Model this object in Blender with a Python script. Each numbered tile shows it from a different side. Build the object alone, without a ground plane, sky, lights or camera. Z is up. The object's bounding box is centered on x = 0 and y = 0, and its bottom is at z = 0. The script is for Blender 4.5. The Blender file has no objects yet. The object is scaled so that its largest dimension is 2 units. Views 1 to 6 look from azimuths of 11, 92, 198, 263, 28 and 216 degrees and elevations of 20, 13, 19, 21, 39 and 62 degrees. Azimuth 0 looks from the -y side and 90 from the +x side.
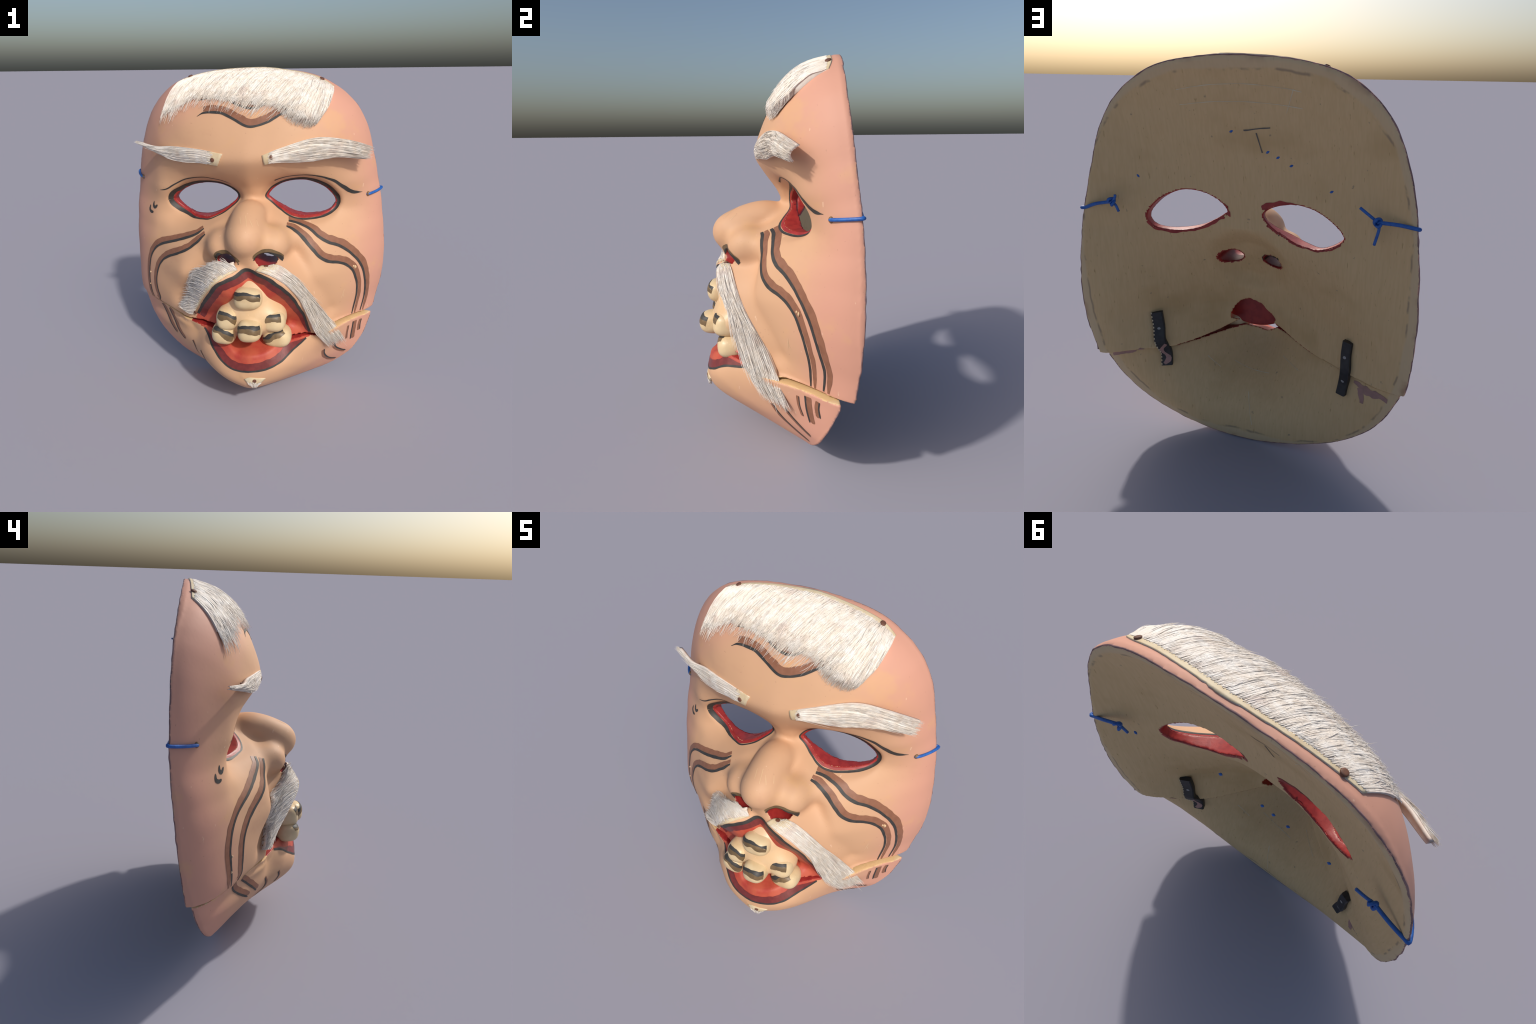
"""Carved and painted wooden theatre mask of an old man with a hinged jaw.

The shell is described by cross-sections (how far the face stands out of the rim
plane at a set of heights), a rim outline, and features placed on top of it: nose,
lips, eye openings, nostrils.  The solid is polygonised with surface nets; paint
strokes, hide strips, hair, teeth, cords and hinges are laid on that surface.
"""
import math, random
import numpy as np

# ------------------------------------------------------------------ numeric tools
def catmull(points, n=12, closed=False):
    """Smooth curve through control points (any dimension)."""
    P = np.array(points, float)
    if closed:
        P = np.vstack([P[-1:], P, P[:2]])
    else:
        P = np.vstack([2 * P[:1] - P[1:2], P, 2 * P[-1:] - P[-2:-1]])
    out = []
    t = np.linspace(0, 1, n, endpoint=False)[:, None]
    for i in range(1, len(P) - 2):
        a, b, c, d = P[i - 1], P[i], P[i + 1], P[i + 2]
        out.append(0.5 * (2 * b + (c - a) * t + (2 * a - 5 * b + 4 * c - d) * t ** 2
                          + (3 * b - a - 3 * c + d) * t ** 3))
    out = np.vstack(out)
    if not closed:
        out = np.vstack([out, P[-2:-1]])
    return out


def smoothstep(a, b, v):
    t = np.clip((v - a) / (b - a), 0, 1)
    return t * t * (3 - 2 * t)


def smin(a, b, k):
    h = np.clip(0.5 + 0.5 * (b - a) / k, 0, 1)
    return b + (a - b) * h - k * h * (1 - h)


def blur2(a, sig):
    """Separable Gaussian blur in grid cells."""
    r = int(3 * sig) + 1
    k = np.exp(-0.5 * (np.arange(-r, r + 1) / sig) ** 2)
    k /= k.sum()
    for ax in (0, 1):
        b = np.pad(a, [(r, r) if i == ax else (0, 0) for i in range(2)], mode='edge')
        a = np.apply_along_axis(lambda v: np.convolve(v, k, 'valid'), ax, b)
    return a


def polygon_distance(X, Z, poly, carry=None):
    """Signed distance to a closed polygon (negative inside) and an interpolated
    value carried by the nearest boundary point."""
    best = np.full(X.shape, 1e9)
    val = np.zeros(X.shape)
    inside = np.zeros(X.shape, bool)
    n = len(poly)
    for i in range(n):
        ax, az = poly[i]
        bx, bz = poly[(i + 1) % n]
        dx, dz = bx - ax, bz - az
        t = np.clip(((X - ax) * dx + (Z - az) * dz) / (dx * dx + dz * dz + 1e-12), 0, 1)
        d = np.hypot(X - ax - t * dx, Z - az - t * dz)
        m = d < best
        best = np.where(m, d, best)
        if carry is not None:
            val = np.where(m, carry[i] * (1 - t) + carry[(i + 1) % n] * t, val)
        cross = ((az > Z) != (bz > Z)) & (X < dx * (Z - az) / (dz + 1e-12) + ax)
        inside ^= cross
    return np.where(inside, -best, best), val


def value_noise(seed, x, z, scale):
    """Smooth 2D value noise in -1..1 for carving marks."""
    rng = np.random.RandomState(seed)
    g = rng.rand(64, 64) * 2 - 1
    u, v = x / scale + 31.3, z / scale + 17.7
    i, j = np.floor(u).astype(int), np.floor(v).astype(int)
    a, b = u - i, v - j
    a, b = a * a * (3 - 2 * a), b * b * (3 - 2 * b)
    G = lambda p, q: g[p % 64, q % 64]
    return (G(i, j) * (1 - a) + G(i + 1, j) * a) * (1 - b) + (G(i, j + 1) * (1 - a) + G(i + 1, j + 1) * a) * b


# ------------------------------------------------------------------ the shell form
# rim outline seen from the front (x, z), from the top going round over +x
RIM = [(0, 1.995), (.2, 1.985), (.3, 1.972), (.4, 1.945), (.527, 1.875), (.617, 1.79), (.679, 1.679),
       (.721, 1.527), (.758, 1.37), (.778, 1.289), (.80, 1.15), (.82, 1.004), (.831, .852), (.826, .726),
       (.812, .603), (.79, .48), (.738, .350), (.658, .226), (.55, .142), (.417, .074), (.25, .026), (.083, .006),
       (-.087, .012), (-.242, .040), (-.376, .081), (-.491, .134), (-.573, .194), (-.665, .283), (-.739, .40),
       (-.79, .50), (-.814, .573), (-.827, .719), (-.832, .862), (-.824, 1.058), (-.809, 1.238), (-.796, 1.351),
       (-.778, 1.458), (-.744, 1.583), (-.716, 1.663), (-.665, 1.761), (-.608, 1.828), (-.518, 1.9),
       (-.441, 1.938), (-.285, 1.976), (-.124, 1.991)]
_o = np.array(RIM)
_th = np.unwrap(np.arctan2(_o[:, 0], _o[:, 1] - 1.0))
_r = np.hypot(_o[:, 0], _o[:, 1] - 1.0)
_tt = np.linspace(-np.pi, np.pi, 721)
_rr = np.interp(_tt, np.r_[_th - 2 * np.pi, _th, _th + 2 * np.pi], np.r_[_r, _r, _r])
_k = np.exp(-np.linspace(-2, 2, 13) ** 2)
_rr = 1.005 * np.convolve(np.r_[_rr[-7:-1], _rr, _rr[1:7]], _k / _k.sum(), 'valid')


def gauge(x, z):
    """0 at the middle of the face, 1 on the rim outline."""
    return np.hypot(x, z - 1.0) / np.interp(np.arctan2(x, z - 1.0), _tt, _rr)


# the y of the rim at a set of heights, on the +x side and on the -x side
RIM_Z = [.45, .5, .6, .7, .85, 1.05, 1.2, 1.35, 1.5, 1.65, 1.78, 1.9, 2.0]
RIM_PX = [.366, .371, .383, .39, .394, .394, .386, .373, .354, .337, .320, .313, .325]
RIM_MX = [.325, .330, .342, .354, .368, .381, .391, .393, .387, .38, .37, .353, .332]
JAW_Z = [0, .1, .24, .45, .55]
JAW_PX = [.19, .205, .240, .308, .325]
JAW_MX = [.19, .207, .245, .298, .312]


def rim_y(x, z, jaw):
    w = np.clip(x / 1.5 + .5, 0, 1)
    if jaw:
        return np.interp(z, JAW_Z, JAW_PX) * w + np.interp(z, JAW_Z, JAW_MX) * (1 - w)
    return np.interp(z, RIM_Z, RIM_PX) * w + np.interp(z, RIM_Z, RIM_MX) * (1 - w)


# cross-sections of the face: (height, fullness at 0, .2, .4, .6, .8 m from the middle)
SECTION_U = [0, .2, .4, .6, .8]
SECTIONS = [
    (0.00, 1.12, .80, .52, .33, .22),   # under the chin
    (0.15, 1.04, .80, .54, .35, .23),
    (0.30, .96, .77, .56, .39, .28),    # chin
    (0.44, .76, .63, .53, .41, .34),
    (0.53, .68, .59, .56, .465, .42),   # corners of the mouth
    (0.70, .55, .55, .525, .50, .44),
    (0.85, .52, .56, .575, .485, .43),   # cheeks
    (1.00, .50, .54, .515, .425, .42),
    (1.09, .49, .545, .43, .35, .395),    # cheekbone
    (1.17, .42, .405, .295, .305, .38),  # lower lid
    (1.25, .32, .29, .29, .34, .37),    # eye
    (1.34, .38, .28, .335, .43, .38),
    (1.43, .465, .425, .405, .445, .395),  # upper lid
    (1.52, .56, .53, .49, .48, .42),  # brow
    (1.70, .58, .575, .555, .505, .455),  # forehead
    (1.80, .615, .595, .572, .528, .487),
    (1.90, .70, .65, .60, .56, .53),
    (2.00, .76, .72, .67, .63, .60)]

# mouth outline x, z and how far forward (y) its lip edge stands
MOUTH = [(.07, .95, -.235), (.13, .936, -.272), (.19, .92, -.288), (.24, .885, -.283), (.285, .845, -.268),
         (.327, .785, -.23), (.363, .713, -.20), (.39, .65, -.17), (.41, .56, -.13), (.425, .49, -.09),
         (.395, .474, -.12), (.365, .462, -.175), (.323, .445, -.25), (.278, .41, -.30), (.226, .385, -.337),
         (.17, .365, -.352), (.10, .355, -.366), (.03, .347, -.355), (-.02, .355, -.347), (-.072, .383, -.333),
         (-.11, .411, -.307), (-.151, .446, -.271), (-.185, .485, -.228), (-.225, .51, -.162), (-.29, .535, -.115),
         (-.28, .59, -.125), (-.225, .69, -.205), (-.16, .79, -.28), (-.10, .87, -.325), (-.046, .90, -.315),
         (0, .918, -.29), (.04, .945, -.245)]
MOUTH_C = catmull(MOUTH, 5, True)

EYE_P = [(.113, 1.285), (.148, 1.254), (.202, 1.22), (.265, 1.186), (.329, 1.168), (.392, 1.164), (.453, 1.171),
         (.501, 1.192), (.530, 1.235), (.524, 1.275), (.500, 1.311), (.463, 1.347), (.413, 1.375), (.357, 1.395),
         (.308, 1.398), (.244, 1.388), (.180, 1.362), (.138, 1.328)]
EYE_M = [(-.487, 1.232), (-.457, 1.193), (-.398, 1.158), (-.339, 1.138), (-.276, 1.139), (-.218, 1.15),
         (-.145, 1.184), (-.082, 1.23), (-.05, 1.268), (-.054, 1.299), (-.085, 1.326), (-.141, 1.35),
         (-.224, 1.366), (-.296, 1.359), (-.357, 1.341), (-.415, 1.311), (-.465, 1.272)]
EYES = [catmull(EYE_P, 5, True), catmull(EYE_M, 5, True)]


def jaw_line(x):
    """Height of the split between the face and the hinged jaw."""
    return np.interp(x, [-.85, -.6, -.3, .1, .45, .65, .85], [.553, .545, .535, .545, .488, .497, .483])


def face_tilt(z):
    return np.interp(z, [.4, .5, .8, 1.05, 1.55, 1.9], [-.05, -.05, 0., .06, .06, 0])


def front_map(X, Z, jaw, cell):
    S = gauge(X, Z)
    zt = Z - (X - .03) * face_tilt(Z)
    sec = np.array(SECTIONS)
    cols = np.array([np.interp(zt, sec[:, 0], sec[:, k + 1]) for k in range(5)])
    u = np.abs(X - np.interp(Z, [.25, .5], [.08, .03])) / .2
    i = np.clip(u.astype(int), 0, 3)
    f = np.clip(u - i, 0, 1.2)
    I, J = np.indices(X.shape)
    H = cols[i, I, J] * (1 - f) + cols[i + 1, I, J] * f
    H = blur2(H, .022 / cell)
    p = np.interp(Z, [.2, .45], [.80, .65])
    y = rim_y(X, Z, jaw) - H * np.interp(Z, [.2, .45], [1.14, 1]) * np.clip(1 - S * S, 0, 1) ** p - .008
    y = y + np.where(X > 0, .05, .026) * X * np.exp(-((Z - .55) / .16) ** 2)
    y = y + .014 * smoothstep(-.5, -.68, X) * smoothstep(1.1, 1.3, Z) * smoothstep(1.95, 1.8, Z)
    if jaw:
        y = y + .012 * smoothstep(.4, .7, X) * smoothstep(.3, .45, Z) + .036 * smoothstep(-.2, -.45, X) * smoothstep(.38, .52, Z)
        y = y + .065 * smoothstep(.30, .60, X) * smoothstep(.44, .30, Z) * np.sqrt(np.clip(1 - S * S, 0, 1))       # the jaw is carved fuller on -x
        y = y - .024 * np.exp(-((X + .48) / .16) ** 2 - ((Z - .34) / .12) ** 2)
        y = y + .030 * np.exp(-((X + .15) / .12) ** 2 - ((Z - .07) / .07) ** 2)
    y = y - .042 * np.exp(-((X + .58) / .11) ** 2 - ((Z - 1.12) / .13) ** 2)      # fuller cheekbone on -x
    # fold running from the nose wing to the corner of the mouth
    for (ax, az), (bx, bz), deep in (((.30, .98), (.47, .60), .062), ((-.20, .94), (-.37, .64), .042)):
        t = np.clip(((X - ax) * (bx - ax) + (Z - az) * (bz - az)) / ((bx - ax) ** 2 + (bz - az) ** 2), 0, 1)
        y = y + deep * np.exp(-(np.hypot(X - ax - t * (bx - ax), Z - az - t * (bz - az)) / .065) ** 2)
    # muzzle and lips
    d, lip = polygon_distance(X, Z, MOUTH_C[:, :2], MOUTH_C[:, 2])
    lip = blur2(lip, .02 / cell)
    w = np.exp(-(np.maximum(d, 0) / np.where(Z > .5, .075, .13)) ** 2)
    y = y * (1 - w) + np.minimum(lip, y) * w
    din = np.maximum(-d, 0)
    up = smoothstep(.50, .60, Z)
    rec = (.20 * din + 1.6 * np.maximum(din - .12, 0)) * up + (.22 * din + 2.6 * np.maximum(din - .095, 0)) * (1 - up)
    y = blur2(y + rec, .007 / cell)
    if not jaw:      # the edge of the eye openings is bevelled inwards
        for E_ in EYES:
            y = y + .026 * np.exp(-(np.maximum(polygon_distance(X, Z, E_)[0], 0) / .022) ** 2)
    return y, S, d


def back_map(X, Z, jaw, cell):
    S = gauge(X, Z)
    h = np.interp(Z, [0, .3, .7, .85, 1.0, 1.12, 1.2, 2.0], [.49, .52, .53, .455, .36, .295, .272, .27])
    h = h * (1 + .22 * X * smoothstep(.45, .7, Z) * smoothstep(1.25, 1.05, Z))
    q = np.interp(Z, [0, .85, 1.0, 1.2], [1.8, 1.8, 1.45, 1.0])
    muzzle = .40 * np.exp(-((X - .05) / .26) ** 2 - ((Z - .42) / .18) ** 2)
    nose = .06 * smoothstep(.21, .10, np.hypot((X - .05) / 1.1, Z - .99))
    y = rim_y(X, Z, jaw) - (h + muzzle + nose) * np.clip(1 - (S / .98) ** 2, 0, 1) ** q
    y = y + .0025 * value_noise(3, X, Z * .6, .05) * smoothstep(1, .9, S)
    return y


# nose: ellipsoids (centre, radii)
NOSE = [((.045, -.168, 1.112), (.116, .152, .120)),     # bulb
        ((.035, -.03, 1.182), (.102, .17, .098)),       # bridge
        ((.190, -.105, 1.060), (.095, .120, .100)),     # wing +x
        ((-.098, -.118, 1.038), (.098, .118, .095)),     # wing -x
        ((.055, -.14, 1.00), (.12, .11, .06))]          # septum
NOSTRILS = [((.170, 1.000), (.060, .040), -.15), ((-.058, .988), (.056, .037), .15)]


def surface_nets(f, org, h):
    """Polygonise f = 0 (f < 0 inside): vertices and outward quads."""
    nx, ny, nz = f.shape
    neg = f < 0
    c = np.zeros((nx - 1, ny - 1, nz - 1), np.int8)
    for a in (0, 1):
        for b in (0, 1):
            for d in (0, 1):
                c += neg[a:nx - 1 + a, b:ny - 1 + b, d:nz - 1 + d]
    act = np.argwhere((c > 0) & (c < 8))
    idx = np.full(c.shape, -1, np.int64)
    idx[tuple(act.T)] = np.arange(len(act))
    corner = {}
    for a in (0, 1):
        for b in (0, 1):
            for d in (0, 1):
                corner[a, b, d] = f[act[:, 0] + a, act[:, 1] + b, act[:, 2] + d].astype(float)
    acc = np.zeros((len(act), 3))
    cnt = np.zeros(len(act))
    for ax in range(3):
        o1, o2 = [q for q in range(3) if q != ax]
        for p in (0, 1):
            for q in (0, 1):
                k0 = [0, 0, 0]
                k0[o1], k0[o2] = p, q
                k1 = list(k0)
                k1[ax] = 1
                v0, v1 = corner[tuple(k0)], corner[tuple(k1)]
                m = (v0 < 0) != (v1 < 0)
                t = np.where(m, v0 / np.where(m, v0 - v1, 1), 0)
                pos = np.tile(np.array(k0, float), (len(act), 1))
                pos[:, ax] += t
                acc[m] += pos[m]
                cnt += m
    verts = org + (act + acc / cnt[:, None]) * h
    quads = []
    for ax in range(3):
        o1, o2 = [(1, 2), (2, 0), (0, 1)][ax]
        sl0 = [slice(None)] * 3
        sl1 = [slice(None)] * 3
        sl0[ax], sl1[ax] = slice(0, -1), slice(1, None)
        for o in (o1, o2):
            sl0[o] = slice(1, -1)
            sl1[o] = slice(1, -1)
        a, b = neg[tuple(sl0)], neg[tuple(sl1)]
        e = np.argwhere(a != b)
        if not len(e):
            continue
        inside_first = a[tuple(e.T)]
        base = e.copy()
        base[:, o1] += 1
        base[:, o2] += 1
        ids = []
        for p, q in ((1, 1), (0, 1), (0, 0), (1, 0)):
            k = base.copy()
            k[:, o1] -= p
            k[:, o2] -= q
            ids.append(idx[tuple(k.T)])
        Q = np.stack(ids, 1)
        Q[~inside_first] = Q[~inside_first][:, ::-1]
        quads.append(Q)
    return verts, np.vstack(quads)


CELL = .0065


def carve(jaw, cell=CELL):
    """Solid of the face (or of the jaw): vertices, quads, region id per quad.
    regions: 0 painted skin, 1 bare wood, 2 red openings, 3 nose, 4 lip"""
    x = np.arange(-.87, .87, cell)
    z = np.arange(-.03, .60, cell) if jaw else np.arange(.44, 2.03, cell)
    y = np.arange(-.44, .44, cell)
    X, Z = np.meshgrid(x, z, indexing='ij')
    F, S, dm = front_map(X, Z, jaw, cell)
    B = back_map(X, Z, jaw, cell)
    gx, gz = np.gradient(F, cell)
    nf = np.sqrt(1 + np.minimum(gx * gx + gz * gz, 400))
    gx, gz = np.gradient(B, cell)
    nb = np.sqrt(1 + np.minimum(gx * gx + gz * gz, 400))
    Y = y[None, :, None].astype(np.float32)
    e = lambda m: m[:, None, :].astype(np.float32)
    front = (e(F) - Y) / e(nf)
    if not jaw:
        nose = None
        for (cx, cy, cz), (rx, ry, rz) in NOSE:
            k0 = np.sqrt(e(((X - cx) / rx) ** 2 + ((Z - cz) / rz) ** 2) + ((Y - cy) / ry) ** 2)
            k1 = np.sqrt(e(((X - cx) / rx ** 2) ** 2 + ((Z - cz) / rz ** 2) ** 2) + ((Y - cy) / ry ** 2) ** 2)
            dd = k0 * (k0 - 1) / np.maximum(k1, 1e-3)
            nose = dd if nose is None else smin(nose, dd, np.float32(.055))
        front = smin(front, nose, np.float32(.04))
    back = (Y - e(B)) / e(nb)
    edge = (S - (1.0 if not jaw else 1.0)) * .85
    if jaw:
        edge = (S * (1 + .012 * smoothstep(-.5, -.75, X) * smoothstep(.35, .5, Z)) - 1) * .85
        cut = Z - (jaw_line(X) - .006)
    else:
        lift = .06 * np.exp(-((X - .06) / .17) ** 2)
        cut = (jaw_line(X) + .006 + lift) - Z
    hole = np.full(X.shape, 1.0)
    if not jaw:
        for E_ in EYES:
            hole = np.minimum(hole, polygon_distance(X, Z, E_)[0] + .012)
        for (cx, cz), (rx, rz), tilt in NOSTRILS:
            xr = (X - cx) * math.cos(tilt) + (Z - cz) * math.sin(tilt)
            zr = (Z - cz) * math.cos(tilt) - (X - cx) * math.sin(tilt)
            hole = np.minimum(hole, (np.hypot(xr / rx, zr / rz) - 1) * min(rx, rz))
    flat = np.maximum(np.maximum(edge, cut), -hole)
    f = np.maximum(np.maximum(front, back), e(flat)).astype(np.float32)
    v, q = surface_nets(f, np.array([x[0], y[0], z[0]]), cell)
    # region of each quad
    c = v[q].mean(1)
    ii = np.clip(((c[:, 0] - x[0]) / cell).round().astype(int), 0, len(x) - 1)
    jj = np.clip(((c[:, 1] - y[0]) / cell).round().astype(int), 0, len(y) - 1)
    kk = np.clip(((c[:, 2] - z[0]) / cell).round().astype(int), 0, len(z) - 1)
    fr, bk = front[ii, jj, kk], back[ii, jj, kk]
    fl_hole, fl_edge, fl_cut = -hole[ii, kk], edge[ii, kk], cut[ii, kk]
    reg = np.zeros(len(q), int)
    is_back = (bk > fr) & (bk > fl_hole) & (bk > fl_edge)
    is_front = (fr >= bk) & (fr > fl_hole) & (fr >= fl_edge) & (fr > fl_cut)
    reg[is_back] = 1
    reg[(fl_cut > fr) & (fl_cut > bk) & (fl_cut > fl_hole)] = 1
    reg[(fl_hole >= fr) & (fl_hole >= bk)] = 2
    reg[is_back & (fl_hole > -.006)] = 2
    reg[(fl_edge > -.004) & (fl_edge > fr)] = 0
    if not jaw:
        reg[is_front & (nose[ii, jj, kk] < .012)] = 3
    reg[is_front & (dm[ii, kk] < -.004)] = 4
    reg[(reg == 1) & (fl_cut > bk) & (dm[ii, kk] < .03)] = 2
    return v, q, reg


# ================================================================== blender side
import bpy
from mathutils import Vector
from mathutils.bvhtree import BVHTree


def new_material(name):
    m = bpy.data.materials.new(name)
    m.use_nodes = True
    return m, m.node_tree, m.node_tree.nodes['Principled BSDF']


def plain(name, col, rough=.6):
    m, nt, b = new_material(name)
    b.inputs['Base Color'].default_value = (*col, 1)
    b.inputs['Roughness'].default_value = rough
    return m



# ------------------------------------------------------------------ materials
class Nodes:
    """Small helper to write node graphs as expressions."""
    def __init__(self, name, rough=.6):
        self.m, self.nt, self.b = new_material(name)
        self.b.inputs['Roughness'].default_value = rough
        self.obj = self.nt.nodes.new('ShaderNodeTexCoord').outputs['Object']

    def link(self, a, socket):
        if isinstance(a, (int, float)):
            socket.default_value = a
        elif isinstance(a, tuple):
            socket.default_value = (*a, 1) if len(socket.default_value) == 4 else a
        else:
            self.nt.links.new(a, socket)

    def math(self, op, a, b=0.0, clamp=False):
        n = self.nt.nodes.new('ShaderNodeMath')
        n.operation, n.use_clamp = op, clamp
        self.link(a, n.inputs[0])
        self.link(b, n.inputs[1])
        return n.outputs[0]

    def xyz(self):
        n = self.nt.nodes.new('ShaderNodeSeparateXYZ')
        self.nt.links.new(self.obj, n.inputs[0])
        return n.outputs

    def stretched(self, scale, rot=(0, 0, 0)):
        n = self.nt.nodes.new('ShaderNodeMapping')
        n.inputs['Scale'].default_value = scale
        n.inputs['Rotation'].default_value = rot
        self.nt.links.new(self.obj, n.inputs[0])
        return n.outputs[0]

    def noise(self, scale, detail=3, vec=None, rough=.55):
        n = self.nt.nodes.new('ShaderNodeTexNoise')
        n.inputs['Scale'].default_value = scale
        n.inputs['Detail'].default_value = detail
        n.inputs['Roughness'].default_value = rough
        self.nt.links.new(vec if vec is not None else self.obj, n.inputs['Vector'])
        return n.outputs['Fac']

    def ramp(self, v, lo, hi):
        n = self.nt.nodes.new('ShaderNodeMapRange')
        n.interpolation_type = 'SMOOTHSTEP'
        self.link(v, n.inputs['Value'])
        n.inputs['From Min'].default_value = lo
        n.inputs['From Max'].default_value = hi
        return n.outputs['Result']

    def mix(self, f, a, b):
        n = self.nt.nodes.new('ShaderNodeMix')
        n.data_type = 'RGBA'
        self.link(f, n.inputs[0])
        self.link(a, n.inputs[6])
        self.link(b, n.inputs[7])
        return n.outputs[2]

    def bump(self, h, strength, dist=.004):
        n = self.nt.nodes.new('ShaderNodeBump')
        n.inputs['Strength'].default_value = strength
        n.inputs['Distance'].default_value = dist
        self.nt.links.new(h, n.inputs['Height'])
        self.nt.links.new(n.outputs[0], self.b.inputs['Normal'])

    def done(self, colour):
        self.link(colour, self.b.inputs['Base Color'])
        return self.m


def skin_material():
    k = Nodes('painted_skin', .62)
    x, y, z = k.xyz()
    # pink tint painted towards the rim, peach in the middle of the face
    rx = k.math('POWER', k.math('ABSOLUTE', k.math('DIVIDE', x, .80)), 2.6)
    rz = k.math('POWER', k.math('ABSOLUTE', k.math('DIVIDE', k.math('SUBTRACT', z, 1.0), .98)), 3.0)
    r = k.math('ADD', k.math('ADD', rx, rz), k.math('MULTIPLY', k.math('SUBTRACT', k.noise(2.5, 2), .5), .35))
    pink = k.ramp(r, .32, .95)
    c = k.mix(pink, (.60, .355, .208), (.615, .31, .222))
    c = k.mix(k.math('MULTIPLY', k.ramp(k.noise(5, 3), .58, .75), .35), c, (.66, .39, .17))
    c = k.mix(k.math('MULTIPLY', k.ramp(k.noise(3.2, 4, k.stretched((1, 1, 1.4))), .56, .76), .28), c, (.46, .22, .15))
    c = k.mix(k.math('MULTIPLY', k.ramp(k.noise(70, 2), .70, .78), .45), c, (.36, .18, .12))
    c = k.mix(k.math('MULTIPLY', k.ramp(k.noise(38, 2, k.stretched((1, 1, .5))), .735, .78), .5), c, (.78, .55, .38))
    k.bump(k.noise(45, 3), .10)
    return k.done(c)


def wood_material():
    k = Nodes('bare_wood', .75)
    x, y, z = k.xyz()
    grain = k.noise(14, 5, k.stretched((7, 3, .7)), .6)
    pores = k.noise(42, 2, k.stretched((3.2, 2, .4)))
    arcs = k.noise(2.2, 3, k.stretched((1, 1, 1.6)))
    c = k.mix(k.ramp(grain, .25, .75), (.65, .445, .22), (.70, .485, .25))
    c = k.mix(k.math('MULTIPLY', k.ramp(arcs, .48, .72), .55), c, (.52, .335, .145))
    c = k.mix(k.math('MULTIPLY', k.ramp(pores, .68, .75), .55), c, (.33, .19, .06))
    # paler band along the rim, with a broken dark line at its inner edge
    rx = k.math('POWER', k.math('ABSOLUTE', k.math('DIVIDE', x, .83)), 3.0)
    rz = k.math('POWER', k.math('ABSOLUTE', k.math('DIVIDE', k.math('SUBTRACT', z, 1.0), 1.0)), 2.6)
    r = k.math('ADD', k.math('ADD', rx, rz), k.math('MULTIPLY', k.math('SUBTRACT', k.noise(5, 3), .5), .12))
    c = k.mix(k.math('MULTIPLY', k.ramp(r, .86, .90), .55), c, (.63, .49, .31))
    line = k.math('MULTIPLY', k.ramp(r, .845, .865), k.ramp(r, .89, .868))
    c = k.mix(k.math('MULTIPLY', k.math('MULTIPLY', line, k.ramp(k.noise(9, 3), .48, .6)), .6), c, (.20, .15, .12))
    c = k.mix(k.math('MULTIPLY', k.ramp(k.noise(26, 3), .71, .76), .5), c, (.16, .13, .11))
    stain = k.math('MULTIPLY', k.ramp(r, .90, 1.05), k.ramp(k.noise(6, 4), .52, .62))
    c = k.mix(k.math('MULTIPLY', stain, .6), c, (.34, .16, .10))
    h = k.math('ADD', k.noise(14, 3, k.stretched((5, 3, .5))), k.math('MULTIPLY', pores, .5))
    k.bump(h, .22)
    return k.done(c)


def paint_material(name, col, dark, rough=.5, scale=30):
    k = Nodes(name, rough)
    c = k.mix(k.ramp(k.noise(scale, 3), .35, .7), col, dark)
    light = tuple(min(1, v * 1.5 + .02) for v in col)
    c = k.mix(k.math('MULTIPLY', k.ramp(k.noise(90, 2), .68, .74), .22), c, light)
    k.bump(k.noise(60, 3), .15)
    return k.done(c)


def fur_material(name, a, b):
    k = Nodes(name, .55)
    c = k.mix(k.ramp(k.noise(28, 3), .35, .65), a, b)
    c = k.mix(k.math('MULTIPLY', k.ramp(k.noise(9, 2), .55, .72), .5), c, (.62, .50, .44))
    return k.done(c)


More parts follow.
